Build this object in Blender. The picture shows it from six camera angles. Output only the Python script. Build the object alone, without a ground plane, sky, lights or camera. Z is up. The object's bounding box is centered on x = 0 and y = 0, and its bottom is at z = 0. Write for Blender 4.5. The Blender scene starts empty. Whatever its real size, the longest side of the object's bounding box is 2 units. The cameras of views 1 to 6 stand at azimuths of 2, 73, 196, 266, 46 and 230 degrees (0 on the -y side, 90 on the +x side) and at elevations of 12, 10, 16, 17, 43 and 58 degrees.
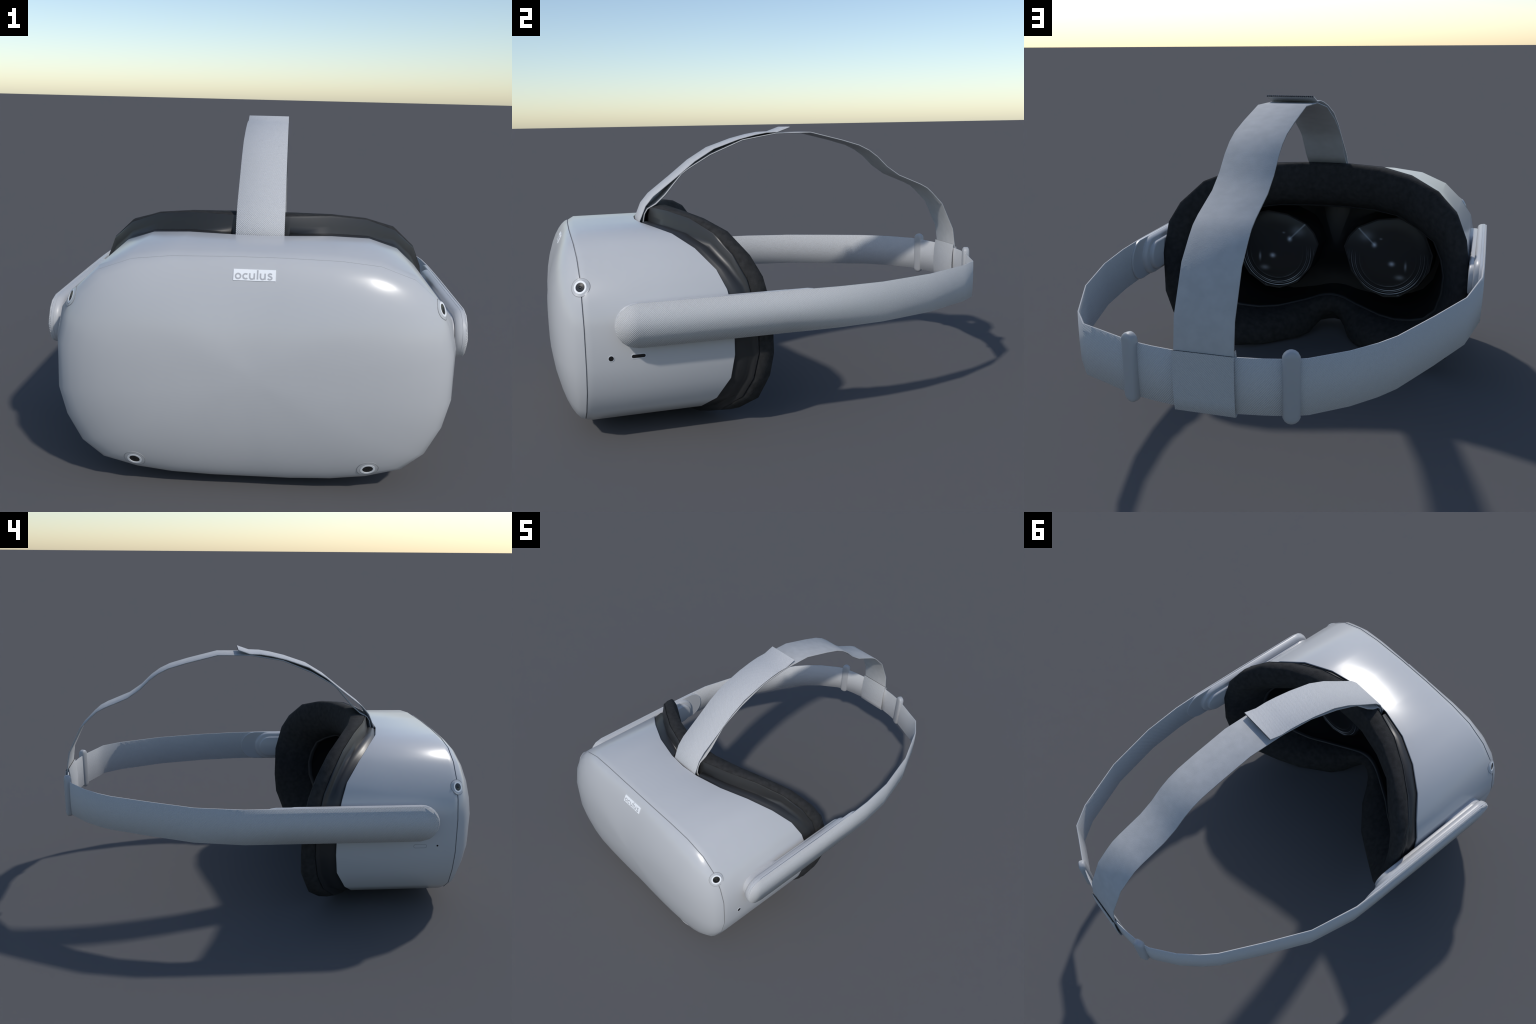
"""Virtual-reality headset: rounded visor, face cushion, side arms, elastic straps."""
import bpy, bmesh, math
from mathutils import Vector, Matrix
from mathutils.bvhtree import BVHTree

# ------------------------------------------------------------------ helpers
def lerp(a, b, t):
    return a + (b - a) * t

def vlerp(p, q, t):
    return tuple(lerp(a, b, t) for a, b in zip(p, q))

ROOT = bpy.data.objects.new("headset", None)
bpy.context.scene.collection.objects.link(ROOT)
ROOT["label"] = "light grey virtual reality headset with black face cushion and fabric straps"
ROOT["category"] = "vr headset"

def add(name, verts, faces, mat, parent=None, sharp=None, kind=None, normals=None):
    me = bpy.data.meshes.new(name)
    me.from_pydata([tuple(v) for v in verts], [], faces)
    bm = bmesh.new(); bm.from_mesh(me)
    if normals is None:
        bmesh.ops.remove_doubles(bm, verts=bm.verts, dist=1e-5)
    bmesh.ops.recalc_face_normals(bm, faces=bm.faces)
    bm.to_mesh(me); bm.free()
    for p in me.polygons:
        p.use_smooth = True
    if sharp is not None:
        me.set_sharp_from_angle(angle=math.radians(sharp))
    if normals is not None:
        me.normals_split_custom_set_from_vertices([Vector(n_).normalized() for n_ in normals])
    me.materials.append(mat)
    ob = bpy.data.objects.new(name, me)
    bpy.context.scene.collection.objects.link(ob)
    ob.parent = parent or ROOT
    if kind:
        ob["kind"] = kind
    return ob

def loft(rings, closed=True, cap_start=False, cap_end=False):
    """Faces over a list of equally long rings; every ring is a list of points."""
    n = len(rings[0]); verts = [p for r in rings for p in r]; faces = []
    for i in range(len(rings) - 1):
        for j in range(n if closed else n - 1):
            k = (j + 1) % n
            faces.append((i * n + j, i * n + k, (i + 1) * n + k, (i + 1) * n + j))
    if cap_start:
        faces.append(tuple(range(n)))
    if cap_end:
        faces.append(tuple(range((len(rings) - 1) * n, len(rings) * n)))
    return verts, faces

def mirror_half(half):
    """Half contour (x >= 0, top centre to bottom centre) to a closed loop."""
    return list(half) + [(-x, y, z) for x, y, z in reversed(half[1:-1])]

def flip(points):
    return [(-p[0], p[1], p[2]) for p in points]

# ---------------------------------------------------------------- materials
def new_mat(name):
    m = bpy.data.materials.new(name); m.use_nodes = True
    return m, m.node_tree.nodes, m.node_tree.links, m.node_tree.nodes["Principled BSDF"]

def principled(name, colour, rough, spec=0.5, mottling=0.0, scale=8.0, grain=0.0, grain_scale=400.0,
               grain_dist=0.001, coat=0.0):
    m, N, L, b = new_mat(name)
    b.inputs["Roughness"].default_value = rough
    b.inputs["Specular IOR Level"].default_value = spec
    if coat:
        b.inputs["Coat Weight"].default_value = coat
    tc = N.new("ShaderNodeTexCoord")
    if mottling:
        nz = N.new("ShaderNodeTexNoise"); nz.inputs["Scale"].default_value = scale
        nz.inputs["Detail"].default_value = 4
        L.new(tc.outputs["Object"], nz.inputs["Vector"])
        cr = N.new("ShaderNodeValToRGB")
        cr.color_ramp.elements[0].position = 0.3; cr.color_ramp.elements[1].position = 0.7
        cr.color_ramp.elements[0].color = (*[c * (1 - mottling) for c in colour], 1)
        cr.color_ramp.elements[1].color = (*[c * (1 + mottling) for c in colour], 1)
        L.new(nz.outputs["Fac"], cr.inputs["Fac"])
        L.new(cr.outputs["Color"], b.inputs["Base Color"])
    else:
        b.inputs["Base Color"].default_value = (*colour, 1)
    if grain:
        g = N.new("ShaderNodeTexNoise"); g.inputs["Scale"].default_value = grain_scale
        g.inputs["Detail"].default_value = 2
        L.new(tc.outputs["Object"], g.inputs["Vector"])
        bp = N.new("ShaderNodeBump"); bp.inputs["Strength"].default_value = grain
        bp.inputs["Distance"].default_value = grain_dist
        L.new(g.outputs["Fac"], bp.inputs["Height"])
        L.new(bp.outputs["Normal"], b.inputs["Normal"])
    return m

def math_node(N, L, op, a, b=None):
    n = N.new("ShaderNodeMath"); n.operation = op
    for i, v in enumerate((a, b)):
        if v is None:
            continue
        if isinstance(v, (int, float)):
            n.inputs[i].default_value = v
        else:
            L.new(v, n.inputs[i])
    return n.outputs[0]

def twill(name, colour, mode, pitch=0.0074, depth=0.0014, contrast=0.10):
    """Woven cloth with diagonal ribs.  mode 'band': ribs follow the strap round the head,
    mode 'over': ribs on the strap that runs over the head."""
    m, N, L, b = new_mat(name)
    b.inputs["Roughness"].default_value = 0.85
    b.inputs["Specular IOR Level"].default_value = 0.25
    b.inputs["Sheen Weight"].default_value = 0.12
    b.inputs["Sheen Roughness"].default_value = 0.5
    tc = N.new("ShaderNodeTexCoord"); sp = N.new("ShaderNodeSeparateXYZ")
    L.new(tc.outputs["Object"], sp.inputs[0])
    x, y, z = sp.outputs
    if mode == "band":
        s = math_node(N, L, "SUBTRACT", y, math_node(N, L, "ABSOLUTE", x))
        s = math_node(N, L, "MULTIPLY", s, math_node(N, L, "SIGN", x))
        d = math_node(N, L, "SUBTRACT", z, s)
    elif mode == "patch":
        d = math_node(N, L, "SUBTRACT", x, z)
    else:
        d = math_node(N, L, "ADD", x, math_node(N, L, "MULTIPLY", math_node(N, L, "ADD", y, z), .72))
    wob = N.new("ShaderNodeTexNoise"); wob.inputs["Scale"].default_value = 60
    L.new(tc.outputs["Object"], wob.inputs["Vector"])
    d = math_node(N, L, "ADD", d, math_node(N, L, "MULTIPLY", wob.outputs["Fac"], 0.002))
    w = math_node(N, L, "SINE", math_node(N, L, "MULTIPLY", d, 2 * math.pi / pitch))
    w = math_node(N, L, "ADD", math_node(N, L, "MULTIPLY", w, 0.5), 0.5)
    fine = N.new("ShaderNodeTexNoise"); fine.inputs["Scale"].default_value = 330
    fine.inputs["Detail"].default_value = 3
    L.new(tc.outputs["Object"], fine.inputs["Vector"])
    h = math_node(N, L, "ADD", math_node(N, L, "MULTIPLY", w, 0.5),
                  math_node(N, L, "MULTIPLY", fine.outputs["Fac"], 0.75))
    cr = N.new("ShaderNodeValToRGB")
    cr.color_ramp.elements[0].position = 0.2; cr.color_ramp.elements[1].position = 0.95
    cr.color_ramp.elements[0].color = (*[c * (1 - contrast) for c in colour], 1)
    cr.color_ramp.elements[1].color = (*[c * (1 + contrast) for c in colour], 1)
    L.new(h, cr.inputs["Fac"]); L.new(cr.outputs["Color"], b.inputs["Base Color"])
    bp = N.new("ShaderNodeBump"); bp.inputs["Strength"].default_value = 0.8
    bp.inputs["Distance"].default_value = depth
    L.new(h, bp.inputs["Height"]); L.new(bp.outputs["Normal"], b.inputs["Normal"])
    return m

GREY = (0.500, 0.504, 0.514)
M_SHELL = principled("shell_plastic", GREY, 0.25, 0.5, mottling=0.012, scale=3)
M_SEAM = principled("seam_dark_grey", (0.30, 0.303, 0.31), 0.6, 0.3)  # darker grey than the shell, for the seam line and thin outline rings
M_ARM = principled("arm_plastic", GREY, 0.38, 0.5)
M_CLIP = principled("clip_plastic", (0.40, 0.405, 0.415), 0.45, 0.5)
M_BAND = twill("band_twill", (0.527, 0.529, 0.534), "band")
M_PATCH = twill("patch_twill", (0.49, 0.495, 0.503), "patch")
M_OVER = twill("over_twill", (0.505, 0.508, 0.518), "over", pitch=0.0070, depth=0.0016, contrast=0.12)
M_VELVET = principled("velvet_cloth", (0.468, 0.470, 0.474), 0.95, 0.15, mottling=0.05, scale=26, grain=0.35,
                      grain_scale=260, grain_dist=0.0012)
M_RUBBER = principled("black_plastic", (0.023, 0.0233, 0.024), 0.40, 0.5, mottling=0.05, scale=6)
M_FOAM = principled("foam_cloth", (0.029, 0.029, 0.0295), 0.95, 0.18, mottling=0.25, scale=45, grain=0.5,
                    grain_scale=220, grain_dist=0.002)
M_TRIM = principled("rim_plastic", (0.030, 0.030, 0.0305), 0.5, 0.4)
M_BLACK = principled("black_gloss", (0.012, 0.012, 0.012), 0.2, 0.5)
M_CAVITY = principled("cavity_plastic", (0.012, 0.012, 0.0125), 0.45, 0.4)
M_WHITE = principled("white_ring", (0.86, 0.87, 0.88), 0.45, 0.4)
M_PORT = principled("port_trim", (0.62, 0.63, 0.65), 0.4, 0.4)
M_LETTER = principled("letter_grey", (0.44, 0.445, 0.465), 0.5, 0.4)

# ------------------------------------------------- contours of the visor (x, y, z), half loops
SEAM = [(0, -.893, .790), (.098, -.893, .790), (.107, -.893, .7895), (.27, -.890, .785), (.394, -.885, .771), (.504, -.878, .730),
        (.574, -.874, .670), (.620, -.873, .585), (.643, -.872, .495), (.645, -.873, .334), (.621, -.875, .238),
        (.571, -.880, .146), (.50, -.884, .089), (.385, -.886, .058), (.268, -.888, .044), (.13, -.889, .039),
        (.095, -.889, .039), (.065, -.889, .039), (.033, -.889, .039), (0, -.889, .039)]
LIP = [(0, -.602, .805), (.098, -.595, .805), (.107, -.594, .805), (.255, -.559, .803), (.394, -.496, .787), (.507, -.426, .740),
       (.585, -.360, .665), (.635, -.331, .595), (.655, -.311, .50), (.653, -.311, .335), (.627, -.323, .235),
       (.577, -.372, .14), (.50, -.421, .082), (.385, -.475, .050), (.268, -.545, .036), (.13, -.67, .033),
       (.095, -.705, .033), (.065, -.725, .033), (.033, -.742, .034), (0, -.75, .035)]
RIDGE = [(0, -.552, .864), (.098, -.538, .865), (.107, -.537, .865), (.255, -.491, .864), (.389, -.421, .844), (.506, -.350, .795),
         (.588, -.295, .723), (.629, -.249, .625), (.652, -.217, .48), (.658, -.215, .333), (.633, -.232, .224),
         (.590, -.268, .137), (.50, -.340, .055), (.385, -.405, .014), (.27, -.475, .004), (.135, -.60, .010),
         (.095, -.66, .014), (.066, -.70, .045), (.035, -.73, .066), (0, -.74, .07)]
PAD = [(0, -.470, .868), (.098, -.463, .868), (.107, -.462, .868), (.256, -.420, .860), (.385, -.362, .841), (.507, -.293, .800),
       (.593, -.226, .714), (.634, -.187, .634), (.651, -.155, .50), (.649, -.151, .325), (.622, -.163, .222),
       (.58, -.20, .12), (.50, -.262, .055), (.39, -.337, .014), (.28, -.402, .005), (.135, -.52, .010),
       (.095, -.585, .014), (.066, -.64, .045), (.035, -.675, .072), (0, -.685, .082)]
RIM = [(0, -.525, .672), (.085, -.522, .672), (.093, -.521, .672), (.22, -.50, .670), (.33, -.465, .657), (.42, -.42, .617),
       (.500, -.385, .570), (.535, -.360, .50), (.550, -.348, .43), (.545, -.353, .35), (.52, -.385, .26),
       (.470, -.425, .200), (.405, -.465, .17), (.33, -.51, .15), (.25, -.57, .142), (.13, -.63, .163),
       (.095, -.645, .172), (.065, -.655, .182), (.033, -.662, .188), (0, -.665, .19)]
CORE = (0, 0, .427)

def inset(half, d, dy=0.0):
    """Move a half contour towards the visor axis by d metres (negative: outwards)."""
    out = []
    for x, y, z in half:
        v = Vector((x, 0, z - CORE[2])); l = v.length
        v *= (l - d) / l
        out.append((v.x, y + dy, CORE[2] + v.z))
    return out

def between(a, b, t, d=0.0, dy=0.0):
    return inset([vlerp(p, q, t) for p, q in zip(a, b)], d, dy)

# face plate: domed front, r = 1 at the seam
APEX = -1.0
rings = []
for r in (1.0, .985, .95, .90, .83, .74, .62, .48, .3, .12):
    row = []
    for x, y, z in SEAM:
        dx, dz = x / .645, (z - CORE[2]) / .385
        side = dx / math.hypot(dx, dz)
        # blunt towards the ends, sloping at top and bottom
        m = lerp(1.9, 4.73, side ** 2.9) if dz > 0 else lerp(1.9, 4.73, side ** 4.4)
        q = lerp(.724, .559, side)
        row.append((x * r, lerp(y, APEX, (1 - r ** m) ** q), CORE[2] + (z - CORE[2]) * r))
    rings.append(mirror_half(row))
v, f = loft(rings)
n = len(rings[0]); base = (len(rings) - 1) * n
v.append((0, APEX, CORE[2]))
f += [(base + j, base + (j + 1) % n, len(v) - 1) for j in range(n)]
plate_rings = rings
face_plate = add("face_plate", v, f, M_SHELL)

# shell behind it
START = [(x, y + .0045, z) for x, y, z in SEAM]
shell_rings = [START,
               [(lerp(a[0], b[0], .9), a[1] + .024, lerp(a[2], b[2], .9)) for a, b in zip(START, LIP)], LIP,
               inset(LIP, .004, .0015), inset(LIP, .010, -.002), inset(LIP, .012, -.05)]
v, f = loft([mirror_half(r) for r in shell_rings])
shell = add("shell", v, f, M_SHELL, sharp=50)
v, f = loft([mirror_half(SEAM), mirror_half(inset(SEAM, .0035, .0015)), mirror_half(inset(START, .0035, -.0015)),
             mirror_half(START)])
add("seam_groove_darkened", v, f, M_SEAM, sharp=30)

# ------------------------------------------------- spacer and face cushion
def notch(half, dz, dy):
    """Lower the middle of the top: the slot the head strap is threaded through."""
    return [(x, y + dy, z + dz) if (i < 2) else (x, y, z) for i, (x, y, z) in enumerate(half)]

crease = [(lerp(a[0], b[0], .04), lerp(a[1], b[1], .75), lerp(a[2], b[2], .04)) for a, b in zip(LIP, RIDGE)]
sp = [inset(LIP, .012, -.045), inset(LIP, .011, .002),
      inset([vlerp(a, b, .35) for a, b in zip(LIP, crease)], .004), inset([vlerp(a, b, .82) for a, b in zip(LIP, crease)], .0005),
      inset(crease, .006), between(crease, RIDGE, .45, .004), between(crease, RIDGE, .85, -.002), RIDGE, inset(RIDGE, .008, .004)]
for k in (1, 2, 3, 4):
    sp[k] = notch(sp[k], -.075, .004 if k > 2 else 0)
v, f = loft([mirror_half(r) for r in sp])
add("spacer", v, f, M_RUBBER, sharp=85)

def cushion(t, dy):
    """Ring of the padded face at t between outer edge and opening; full cheeks, slimmer brow and nose."""
    n_ = len(PAD); out = []
    for k, (p, q) in enumerate(zip(PAD, RIM)):
        full = .9 if k < 5 else (1.4 if k < 10 else (1.75 if k < 15 else .6))
        x, y, z = vlerp(p, q, t)
        out.append((x, y + dy * full, z))
    return out
fo = [inset(RIDGE, .010, .002), inset(RIDGE, .001, .005), between(RIDGE, PAD, .5, -.004), inset(PAD, -.001),
      cushion(.06, .010), cushion(.22, .032), cushion(.5, .055), cushion(.8, .040), RIM, inset(RIM, -.004, -.012)]
fo = [[(p[0], p[1], max(p[2], 0.0)) for p in r] for r in fo]
v, f = loft([mirror_half(r) for r in fo])
add("face_cushion", v, f, M_FOAM)

v, f = loft([mirror_half(r) for r in (inset(RIM, -.003, .000), inset(RIM, .000, .003), inset(RIM, .006, -.002), inset(RIM, .008, -.007),
                                      inset(RIM, .005, -.020))])
add("cushion_rim", v, f, M_TRIM, sharp=50)

# cavity behind the cushion: lining, floor with bridge between the eyes
def floor_y(x, z):
    ridge = math.exp(-(x / .085) ** 4) * .06 * min(1.0, max(0.0, (z - .30) / .12))
    return -.80 + ridge
lin = [inset(RIM, -.003, -.008), inset(RIM, .005, -.008), inset(RIM, .003, -.014), inset(RIM, -.004, -.03)]
fl = []
for t in (.03, .08, .25, .45, .65, .85):
    row = []
    for x, y, z in RIM:
        xx, zz = x * (1 - t), lerp(z, .41, t)
        deep = min(1.0, t / .08)
        row.append((xx, lerp(y - .03, floor_y(xx, zz), deep), zz))
    fl.append(row)
rg = [mirror_half(r) for r in lin + fl]
v, f = loft(rg)
n = len(rg[0]); base = (len(rg) - 1) * n; v.append((0, floor_y(0, .41), .41))
f += [(base + j, base + (j + 1) % n, len(v) - 1) for j in range(n)]
add("cavity_lining", v, f, M_CAVITY, sharp=55)

# ------------------------------------------------- lenses
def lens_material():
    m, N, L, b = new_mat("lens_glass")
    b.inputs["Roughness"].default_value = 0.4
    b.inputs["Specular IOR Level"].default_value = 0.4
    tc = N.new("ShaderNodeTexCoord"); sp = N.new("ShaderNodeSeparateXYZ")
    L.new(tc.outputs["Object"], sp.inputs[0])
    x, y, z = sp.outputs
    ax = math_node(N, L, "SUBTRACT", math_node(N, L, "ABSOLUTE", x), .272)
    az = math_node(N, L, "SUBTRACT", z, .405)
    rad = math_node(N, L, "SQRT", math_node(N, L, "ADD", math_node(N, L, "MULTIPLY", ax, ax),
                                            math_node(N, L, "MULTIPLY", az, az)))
    # ring-shaped glints painted into the glass colour, gathered in the lower part
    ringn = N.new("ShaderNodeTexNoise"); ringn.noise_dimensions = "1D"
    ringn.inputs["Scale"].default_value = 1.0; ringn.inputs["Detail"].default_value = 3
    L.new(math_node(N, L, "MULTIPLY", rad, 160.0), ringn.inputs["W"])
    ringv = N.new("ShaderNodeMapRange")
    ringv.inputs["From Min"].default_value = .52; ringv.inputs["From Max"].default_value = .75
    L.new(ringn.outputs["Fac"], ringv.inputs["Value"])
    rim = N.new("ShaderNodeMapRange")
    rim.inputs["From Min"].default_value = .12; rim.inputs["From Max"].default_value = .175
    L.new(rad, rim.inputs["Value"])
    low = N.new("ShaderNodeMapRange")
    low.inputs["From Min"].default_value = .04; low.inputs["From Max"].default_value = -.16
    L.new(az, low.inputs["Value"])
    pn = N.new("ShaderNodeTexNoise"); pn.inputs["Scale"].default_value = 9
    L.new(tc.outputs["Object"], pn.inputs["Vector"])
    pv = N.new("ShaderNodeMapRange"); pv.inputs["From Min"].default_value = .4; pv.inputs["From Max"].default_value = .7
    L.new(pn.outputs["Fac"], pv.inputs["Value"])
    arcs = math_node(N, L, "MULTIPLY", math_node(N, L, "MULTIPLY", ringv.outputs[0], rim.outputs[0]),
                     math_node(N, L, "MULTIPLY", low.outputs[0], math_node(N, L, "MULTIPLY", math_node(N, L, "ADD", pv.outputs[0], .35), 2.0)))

    def glint(cx, cz, sx, sz, gain):  # soft highlight spot mixed into the lens base colour
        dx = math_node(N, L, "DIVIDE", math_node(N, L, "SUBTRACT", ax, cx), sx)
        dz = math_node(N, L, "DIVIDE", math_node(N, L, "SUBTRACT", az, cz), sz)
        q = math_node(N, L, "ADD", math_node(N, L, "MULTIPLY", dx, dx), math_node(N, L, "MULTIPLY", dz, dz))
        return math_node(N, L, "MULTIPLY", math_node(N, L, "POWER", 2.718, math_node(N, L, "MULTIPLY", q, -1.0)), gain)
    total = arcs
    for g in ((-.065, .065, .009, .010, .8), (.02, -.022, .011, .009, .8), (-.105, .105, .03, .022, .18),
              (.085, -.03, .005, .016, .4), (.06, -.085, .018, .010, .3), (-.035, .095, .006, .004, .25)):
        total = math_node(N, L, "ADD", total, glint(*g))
    # painted streak of reflected light, upper inner corner to the bright spot
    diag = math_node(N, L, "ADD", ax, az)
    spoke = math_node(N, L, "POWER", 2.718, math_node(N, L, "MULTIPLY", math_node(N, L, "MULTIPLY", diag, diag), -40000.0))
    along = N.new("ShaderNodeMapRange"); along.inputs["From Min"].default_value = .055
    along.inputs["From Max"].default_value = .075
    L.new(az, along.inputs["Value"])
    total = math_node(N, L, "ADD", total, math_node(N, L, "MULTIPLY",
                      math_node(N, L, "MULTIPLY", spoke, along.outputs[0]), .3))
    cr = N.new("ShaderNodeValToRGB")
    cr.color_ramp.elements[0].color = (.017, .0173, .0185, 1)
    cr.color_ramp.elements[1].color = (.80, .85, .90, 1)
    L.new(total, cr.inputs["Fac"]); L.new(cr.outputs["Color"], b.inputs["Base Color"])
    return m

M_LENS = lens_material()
LENS = [(-.203, .048), (-.183, .097), (-.145, .14), (-.052, .182), (.042, .195), (.108, .177), (.165, .12), (.202, .03),
        (.19, -.045), (.139, -.12), (.057, -.176), (-.012, -.182), (-.1, -.147), (-.165, -.068)]
def lens_ring(s, y, side, tilt=-.006):
    return [(side * (.272 + px * s), y + tilt * pz / .2, .405 + pz * s) for px, pz in LENS]
for side in (1, -1):
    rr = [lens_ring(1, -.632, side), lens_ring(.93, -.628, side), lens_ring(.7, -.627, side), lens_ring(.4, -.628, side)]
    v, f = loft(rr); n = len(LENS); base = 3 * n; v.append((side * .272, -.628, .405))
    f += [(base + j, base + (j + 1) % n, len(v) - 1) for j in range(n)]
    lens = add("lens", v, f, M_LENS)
    v, f = loft([lens_ring(1.10, -.80, side), lens_ring(1.075, -.68, side), lens_ring(1.055, -.638, side),
                 lens_ring(1.035, -.630, side), lens_ring(1.0, -.631, side), lens_ring(.98, -.65, side)])
    add("lens_barrel", v, f, M_CAVITY, sharp=50)

# ------------------------------------------------- things that sit on the visor skin
bpy.context.view_layer.update()
def skin_tree():
    vs, fs = loft(plate_rings[::-1] + [mirror_half(r) for r in shell_rings[1:3]], cap_start=True)
    return BVHTree.FromPolygons([Vector(p) for p in vs], fs)
TREE = skin_tree()

def frame(normal, up=Vector((0, 0, 1))):
    nrm = normal.normalized(); r = up.cross(nrm).normalized(); u = nrm.cross(r)
    return r, u, nrm

def on_skin(centre, fr, px, pz, height):
    """Point (px, pz) of a patch laid on the skin around centre, lifted by height."""
    r, u, nrm = fr
    p = centre + r * px + u * pz
    hit, hn, _, _ = TREE.ray_cast(p + nrm * .15, -nrm, .4)
    q = hit if hit is not None else p
    return q + nrm * height

def round_patch(name, centre, normal, profile, mat, seg=28, sharp=35, cap=True, parent=None):
    fr = frame(normal)
    rings = [[on_skin(centre, fr, r * math.cos(2 * math.pi * i / seg), r * math.sin(2 * math.pi * i / seg), h)
              for i in range(seg)] for r, h in profile]
    v, f = loft(rings)
    if cap:
        v.append(on_skin(centre, fr, 0, 0, profile[-1][1]))
        base = (len(rings) - 1) * seg
        f += [(base + j, base + (j + 1) % seg, len(v) - 1) for j in range(seg)]
    return add(name, v, f, mat, sharp=sharp, parent=parent)

def tracking_camera(centre, normal):
    c = Vector(centre); nrm = Vector(normal).normalized(); fr = frame(nrm)
    hit, _, _, _ = TREE.ray_cast(c + nrm * .15, -nrm, .4)
    c = hit or c
    level = max((on_skin(c, fr, .0246 * math.cos(a), .0246 * math.sin(a), 0) - c).dot(nrm)
                for a in [2 * math.pi * k / 24 for k in range(24)])

    def ring_part(name, profile, mat, cap, parent):
        """Flat turned part: profile of (radius, height above the seat); 'None' height follows the skin."""
        seg = 32; rings = []
        for r, h in profile:
            row = []
            for k in range(seg):
                a = 2 * math.pi * k / seg
                if h is None:
                    row.append(on_skin(c, fr, r * math.cos(a), r * math.sin(a), -.0015))
                elif h < -.5:
                    row.append(on_skin(c, fr, r * math.cos(a), r * math.sin(a), .0012))
                else:
                    row.append(c + fr[0] * (r * math.cos(a)) + fr[1] * (r * math.sin(a)) + nrm * (level + h))
            rings.append(row)
        v, f = loft(rings)
        if cap:
            v.append(c + nrm * (level + profile[-1][1])); base = (len(rings) - 1) * seg
            f += [(base + q, base + (q + 1) % seg, len(v) - 1) for q in range(seg)]
        return add(name, v, f, mat, sharp=35, parent=parent)
    host = ring_part("tracking_camera", [(.0365, None), (.0362, -1), (.0345, -1), (.0343, None)], M_SEAM, False, None)
    ring_part("camera_bezel", [(.0346, None), (.0342, -1), (.0330, -1), (.0255, .0012), (.0243, .0012), (.0243, -.004)], M_SHELL, False, host)
    ring_part("camera_ring", [(.0246, -.003), (.0245, .0018), (.0178, .0018), (.0176, -.001)], M_WHITE, False, host)
    ring_part("camera_lens", [(.0180, -.001), (.0172, .0006), (.006, .0014), (.0045, .0004), (.002, .0016)], M_BLACK, True, host)

for s in (1, -1):
    tracking_camera((s * .594, -.873, .638), (s * .82, -.42, .39))
    look = Vector((s * .132, 1, -.5426)).normalized()
    seat, _, _, _ = TREE.ray_cast(Vector((s * .386, -.9, .090)) - look * .4, look, 1.0)
    tracking_camera(seat, (s * .10, -.86, -.47))

# ------------------------------------------------- ports on the right, mouldings on the left
def stadium(half_len, rad, seg=8):
    pts = []
    for k in range(seg + 1):
        a = -math.pi / 2 + math.pi * k / seg
        pts.append((half_len + rad * math.cos(a), rad * math.sin(a)))
    for k in range(seg + 1):
        a = math.pi / 2 + math.pi * k / seg
        pts.append((-half_len + rad * math.cos(a), rad * math.sin(a)))
    return pts

def slot(name, centre, side, half_len, steps, mat, cap=True, parent=None, sharp=35):
    c = Vector(centre); fr = frame(Vector((side, 0, 0)))
    rings = [[on_skin(c, fr, px, pz, h) for px, pz in stadium(half_len, rad)] for rad, h in steps]
    v, f = loft(rings, cap_end=cap)
    return add(name, v, f, mat, sharp=sharp, parent=parent)

p = slot("charging_port", (.652, -.680, .373), 1, .019, [(.0100, -.001), (.0096, .0012), (.0068, .0012), (.0066, 0)], M_PORT, cap=False)
slot("port_opening", (.652, -.680, .373), 1, .019, [(.0070, .0), (.0068, .0010)], M_BLACK, parent=p)
p = round_patch("audio_jack", Vector((.652, -.781, .373)), Vector((1, 0, 0)),
                [(.0122, -.001), (.0118, .0012), (.0098, .0012), (.0096, 0)], M_PORT, seg=16, cap=False)
round_patch("jack_opening", Vector((.652, -.781, .373)), Vector((1, 0, 0)), [(.0100, 0), (.0098, .0010)], M_BLACK, seg=16, parent=p)
slot("button_outline", (-.652, -.700, .373), -1, .022, [(.0098, -.001), (.0094, .0008), (.0080, .0008), (.0076, -.0004)], M_SEAM, cap=False)
round_patch("indicator_hole", Vector((-.652, -.781, .374)), Vector((-1, 0, 0)), [(.0045, -.0005), (.0042, .0010)], M_BLACK, seg=12)

# ------------------------------------------------- badge with the word on it
BC = Vector((-.0005, -.931, .7415)); BN = Vector((0, -.86, .51))
BFR = frame(BN)
BW, BH = .0655, .018
def badge_point(px, pz, h):
    return on_skin(BC, BFR, px, pz, h)
nx, nz = 12, 4
v = []; f = []
for j in range(nz + 1):
    for i in range(nx + 1):
        v.append(badge_point(-BW + 2 * BW * i / nx, -BH + 2 * BH * j / nz, .0022))
for j in range(nz):
    for i in range(nx):
        a = j * (nx + 1) + i
        f.append((a, a + 1, a + nx + 2, a + nx + 1))
edge = [i for i in range(nx + 1)] + [(j * (nx + 1)) + nx for j in range(1, nz + 1)] + \
       [nz * (nx + 1) + i for i in range(nx - 1, -1, -1)] + [j * (nx + 1) for j in range(nz - 1, 0, -1)]
off = len(v)
v += [Vector(v[i]) - BN.normalized() * .003 for i in edge]
m_ = len(edge)
f += [(edge[k], edge[(k + 1) % m_], off + (k + 1) % m_, off + k) for k in range(m_)]
badge = add("badge", v, f, M_WHITE, sharp=40)

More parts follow.
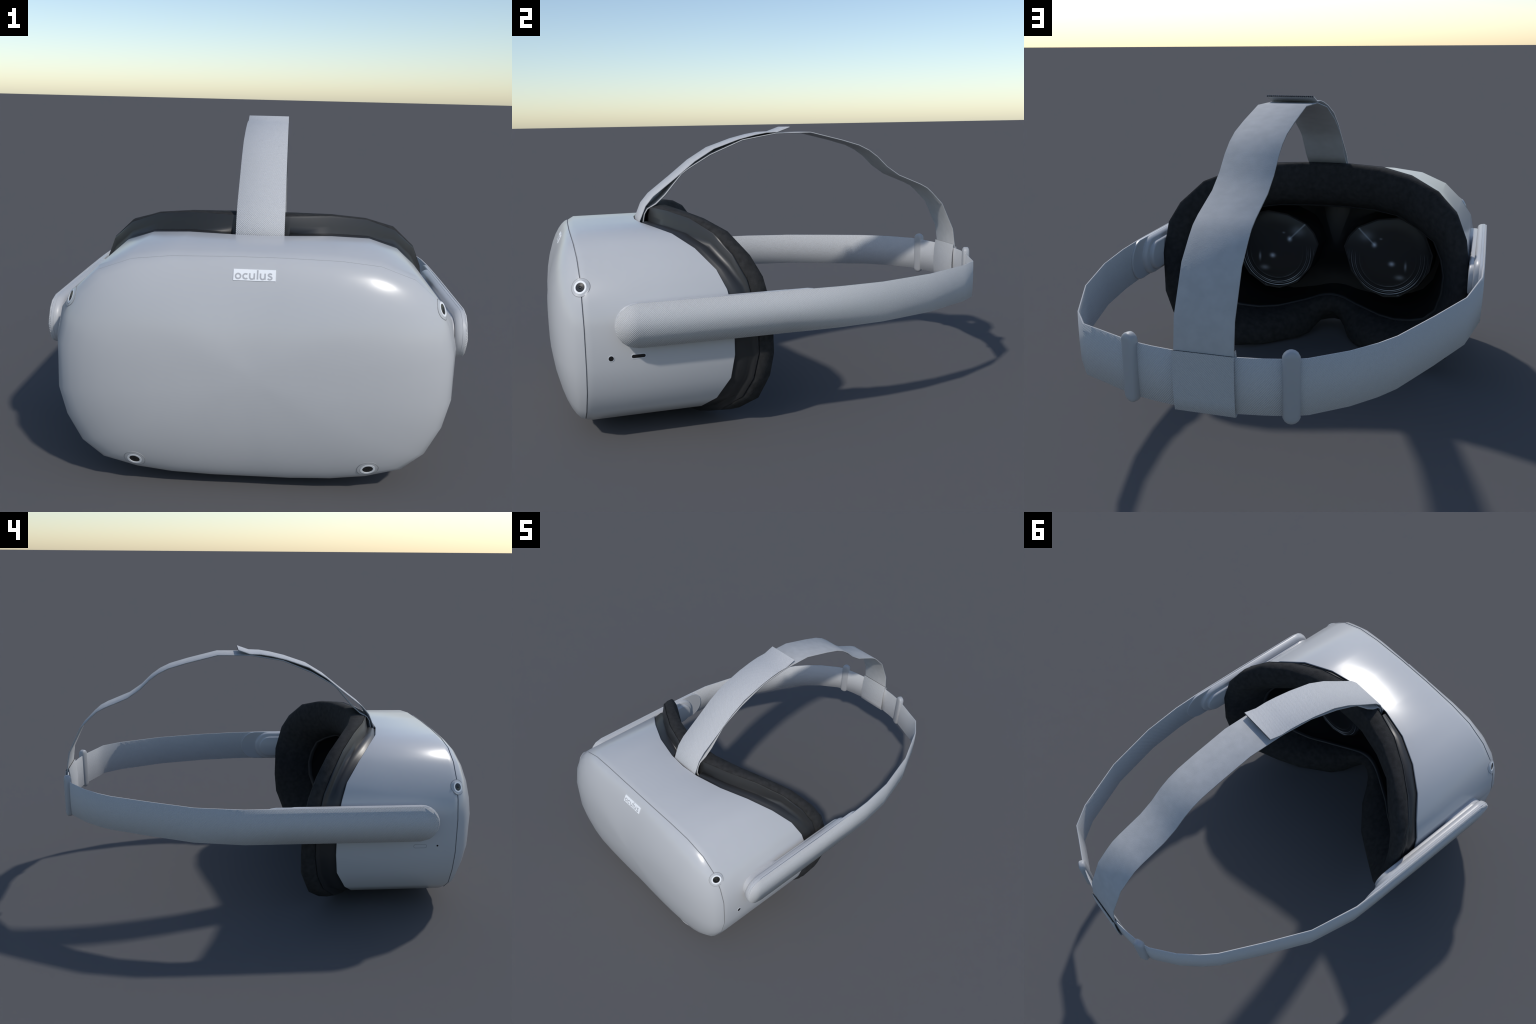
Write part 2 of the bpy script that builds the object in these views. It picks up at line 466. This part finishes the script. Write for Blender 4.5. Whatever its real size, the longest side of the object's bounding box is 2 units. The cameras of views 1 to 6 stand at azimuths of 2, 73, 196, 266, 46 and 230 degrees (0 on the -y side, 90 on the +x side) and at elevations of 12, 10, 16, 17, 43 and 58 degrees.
UNIT = 2 * BW / 1440.0                         # letter drawing unit
def arc(cx, cz, r, a0, a1, k=24):
    return [(cx + r * math.cos(math.radians(lerp(a0, a1, i / k))), cz + r * math.sin(math.radians(lerp(a0, a1, i / k))))
            for i in range(k + 1)]
def smooth_line(pts, k=4):
    out = []
    for i in range(len(pts) - 1):
        p0, p1, p2, p3 = (Vector(pts[max(0, min(len(pts) - 1, i + j))]) for j in (-1, 0, 1, 2))
        for q in range(k):
            t = q / k
            out.append(tuple(.5 * ((2 * p1) + (p2 - p0) * t + (2 * p0 - 5 * p1 + 4 * p2 - p3) * t * t
                                   + (3 * p1 - p0 - 3 * p2 + p3) * t ** 3)))
    return out + [pts[-1]]
def letter_u(x0):
    left = x0; right = x0 + 155; bot = 40
    return [[(left, 190), (left, 60)] + arc(left + 76, 62, 76, 180, 360, 14), [(right, 190), (right, -28 + 12)]]
STROKES = [
    [arc(165, 80, 86, 0, 360, 36)],                                   # o
    [arc(420, 80, 86, 48, 312, 30)],                                  # c
    letter_u(560),                                                    # u
    [[(825, 305), (825, -18)]],                                       # l
    letter_u(925),                                                    # u
    [smooth_line([(1306, 158), (1272, 184), (1226, 182), (1196, 154), (1202, 120), (1246, 94), (1292, 70), (1310, 34),
                  (1290, -2), (1244, -14), (1200, -2), (1176, 20)])],                             # s
]
def ribbon(pts, half, h):
    """Flat raised stroke of a letter, laid on the badge."""
    vs, fs = [], []
    for i, (x, z) in enumerate(pts):
        a = Vector(pts[max(i - 1, 0)]); b = Vector(pts[min(i + 1, len(pts) - 1)])
        d = (b - a).normalized(); nrm = Vector((-d.y, d.x)) * half
        for q in (Vector((x, z)) + nrm, Vector((x, z)) - nrm):
            px = (q.x - 720) * UNIT; pz = (q.y - 128) * UNIT
            vs.append(badge_point(px, pz, h)); vs.append(badge_point(px, pz, h - .0015))
    for i in range(len(pts) - 1):
        a, b = 4 * i, 4 * (i + 1)
        fs += [(a, a + 2, b + 2, b), (a, b, b + 1, a + 1), (a + 2, a + 3, b + 3, b + 2)]
    return vs, fs
for glyph in STROKES:
    vs, fs = [], []
    for k, st in enumerate(glyph):
        a, b = ribbon(st, 25, .0030 + .0001 * k)
        fs += [tuple(i + len(vs) for i in q) for q in b]; vs += a
    add("letter", vs, fs, M_LETTER, parent=badge, sharp=40)

# ------------------------------------------------- band round the head (one elastic cloth band)
RIGHT = [(.7035, -.764), (.704, -.759), (.7045, -.745), (.705, -.722), (.705, -.681), (.706, -.30), (.704, -.01), (.699, .115),
         (.675, .305), (.607, .556), (.497, .786), (.428, .873), (.352, .904), (.235, .953), (.160, .970), (.086, .981), (0, .984)]
LEFT = [(.7035, -.764), (.704, -.759), (.7045, -.745), (.705, -.722), (.705, -.681), (.706, -.30), (.705, -.01), (.702, .113), (.657, .338),
        (.570, .535), (.482, .720), (.438, .784), (.372, .858), (.276, .935), (.235, .953), (.160, .970), (.086, .981)]
PATH = [Vector((x, y)) for x, y in RIGHT] + [Vector((-x, y)) for x, y in reversed(LEFT)]
TIP_Y, TIP_R = -.764, .083
def directions(pts):
    """Averaged tangent at every point of a polyline."""
    out = []
    for i, q in enumerate(pts):
        d1 = (q - pts[i - 1]).normalized() if i else (pts[1] - q).normalized()
        d2 = (pts[i + 1] - q).normalized() if i < len(pts) - 1 else d1
        out.append((d1 + d2).normalized())
    return out

def subdivide(pts, step):
    """Straight pieces between the corners stay straight; tangents turn gradually along them."""
    tans = directions(pts); p2, t2 = [], []
    for i in range(len(pts) - 1):
        k = max(1, int((pts[i + 1] - pts[i]).length / step))
        for j in range(k):
            p2.append(pts[i].lerp(pts[i + 1], j / k)); t2.append(tans[i].lerp(tans[i + 1], j / k).normalized())
    return p2 + [pts[-1]], t2 + [tans[-1]]

ACROSS = 8
rings, nrms = [], []
for q, t in zip(*subdivide(PATH, .03)):
    out = Vector((t.y, -t.x))                                  # outward from the head
    arm = 1.0 if q.y < -.1 else max(0.0, 1 - (q.y + .1) / .4)
    half = lerp(.0825, .0835, arm); mid = lerp(.5, .5035, arm)
    k = 1.0
    if q.y < TIP_Y + TIP_R:
        d = TIP_Y + TIP_R - q.y
        k = max(math.sqrt(max(TIP_R ** 2 - d ** 2, 0)) / TIP_R, .02)
    half *= k
    bulge = lerp(.0015, .0025, arm); edge = lerp(.0045, .004, arm); inner = lerp(.0005, .0035, arm)
    row, nr = [], []
    for side in (1, -1):
        for i in range(ACROSS + 1):
            u = (1 - 2 * i / ACROSS) * side
            o = edge + bulge * (1 - u * u) if side > 0 else -inner
            row.append((q.x + out.x * o, q.y + out.y * o, mid + u * half))
            th = math.radians((lerp(34, 58, arm) if side > 0 else (36 if q.x < .1 else 15)) * u)
            fwd = -t if q.x > 0 else t                           # towards the rounded tip
            e = .9 * math.sqrt(max(0.0, 1 - k * k))
            nr.append((side * out.x * math.cos(th) + fwd.x * e, side * out.y * math.cos(th) + fwd.y * e, math.sin(th) * k))
    rings.append(row); nrms += nr
v, f = loft(rings, cap_start=True, cap_end=True)
add("head_band", v, f, M_BAND, normals=nrms)

# ------------------------------------------------- rigid arms under the band
def capsule(y0, y1, zc, r, x, seg=12):
    pts = []
    for k in range(seg + 1):
        a = -math.pi / 2 + math.pi * k / seg
        pts.append((x, y1 - r + r * math.cos(a), zc + r * math.sin(a)))
    for k in range(seg + 1):
        a = math.pi / 2 + math.pi * k / seg
        pts.append((x, y0 + r + r * math.cos(a), zc + r * math.sin(a)))
    return pts
def tier(name, y0, y1, r, profile, side, mat=M_ARM, parent=None, zc=.5035):
    """Stacked capsule outlines: profile lists (x, inset)."""
    rg = [[(side * px, py, pz) for px, py, pz in capsule(y0 + d, y1 - d, zc, r - d, x)] for x, d in profile]
    v, f = loft(rg, cap_start=True, cap_end=True)
    return add(name, v, f, mat, sharp=40, parent=parent)
for s in (1, -1):
    arm = tier("arm", -.766, .060, .0845, [(.7035, .002), (.7015, 0), (.693, 0), (.6905, .003)], s)
    tier("arm_housing", -.7655, -.025, .0840, [(.692, 0), (.684, .001), (.674, .006), (.670, .014)], s, parent=arm)
    tier("arm_cover", -.741, -.052, .062, [(.676, 0), (.660, .001), (.655, .003), (.652, .008)], s, parent=arm)
    tier("arm_mount", -.752, -.50, .060, [(.668, .002), (.666, 0), (.60, 0)], s, parent=arm)

# ------------------------------------------------- sliders on the band
def slider(x, y, ang):
    hh, sx, sy = .105, .0245, .0165
    sec = []
    for k in range(20):
        a = 2 * math.pi * k / 20
        cx = math.copysign(abs(math.cos(a)) ** .6, math.cos(a)); cy = math.copysign(abs(math.sin(a)) ** .6, math.sin(a))
        sec.append((cx, cy))
    levels = [(-hh, .25), (-hh + .003, .55), (-hh + .009, .82), (-hh + .018, 1), (hh - .018, 1), (hh - .009, .82), (hh - .003, .55), (hh, .25)]
    c, s_ = math.cos(ang), math.sin(ang)
    rg = [[(x + (a * sx * k) * c - (b * sy * (k * .6 + .4)) * s_, y + (a * sx * k) * s_ + (b * sy * (k * .6 + .4)) * c, .505 + h)
           for a, b in sec] for h, k in levels]
    v, f = loft(rg, cap_start=True, cap_end=True)
    return add("slider", v, f, M_CLIP, sharp=50)
slider(.233, .960, -.40)
slider(-.236, .961, .40)

# ------------------------------------------------- strap over the head
WIDTH = .086
UNDER = [(-.562, .765), (-.574, .800), (-.567, .836), (-.553, .858), (-.514, .879), (-.472, .917), (-.433, .963), (-.395, 1.007), (-.362, 1.030),
         (-.261, 1.088), (-.112, 1.149), (.048, 1.176), (.216, 1.177), (.372, 1.138), (.460, 1.112), (.512, 1.087), (.557, 1.055),
         (.608, 1.006), (.671, .963), (.787, .915), (.825, .895), (.854, .870), (.912, .812), (.977, .680), (.9905, .592), (.9905, .55)]
OVER = [(-.580, .765), (-.592, .800), (-.562, .870), (-.526, .912), (-.421, .992), (-.335, 1.060), (-.245, 1.114), (-.130, 1.153),
        (-.055, 1.171), (0, 1.180), (.053, 1.182), (.112, 1.2025)]
def strap(name, path, thick, mat, width=WIDTH, n_across=6, tilt=20):
    rings, nrms = [], []
    for q, t in zip(*subdivide([Vector(p) for p in path], .02)):
        nrm = Vector((-t.y, t.x)); row = []
        for side in (1, -1):
            for i in range(n_across + 1):
                u = (-1 + 2 * i / n_across) * side
                o = 0 if side > 0 else -thick
                row.append((u * width, q.x + nrm.x * o, q.y + nrm.y * o))
                th = math.radians(tilt * u)
                nrms.append((math.sin(th), side * nrm.x * math.cos(th), side * nrm.y * math.cos(th)))
        rings.append(row)
    v, f = loft(rings, cap_start=True, cap_end=True)
    return add(name, v, f, mat, normals=nrms)
strap("rear_strap", UNDER, .005, M_VELVET)
strap("front_strap", OVER, .005, M_OVER)
# loop at the back: cloth patch folded round the band
LOOP = [(.982, .600), (.9745, .545), (.973, .50), (.975, .44), (.979, .416), (.985, .411), (.990, .413), (.9945, .45),
        (.9955, .50), (.9945, .55), (.9925, .588)]
strap("strap_loop", LOOP, .0045, M_PATCH, width=.0885)
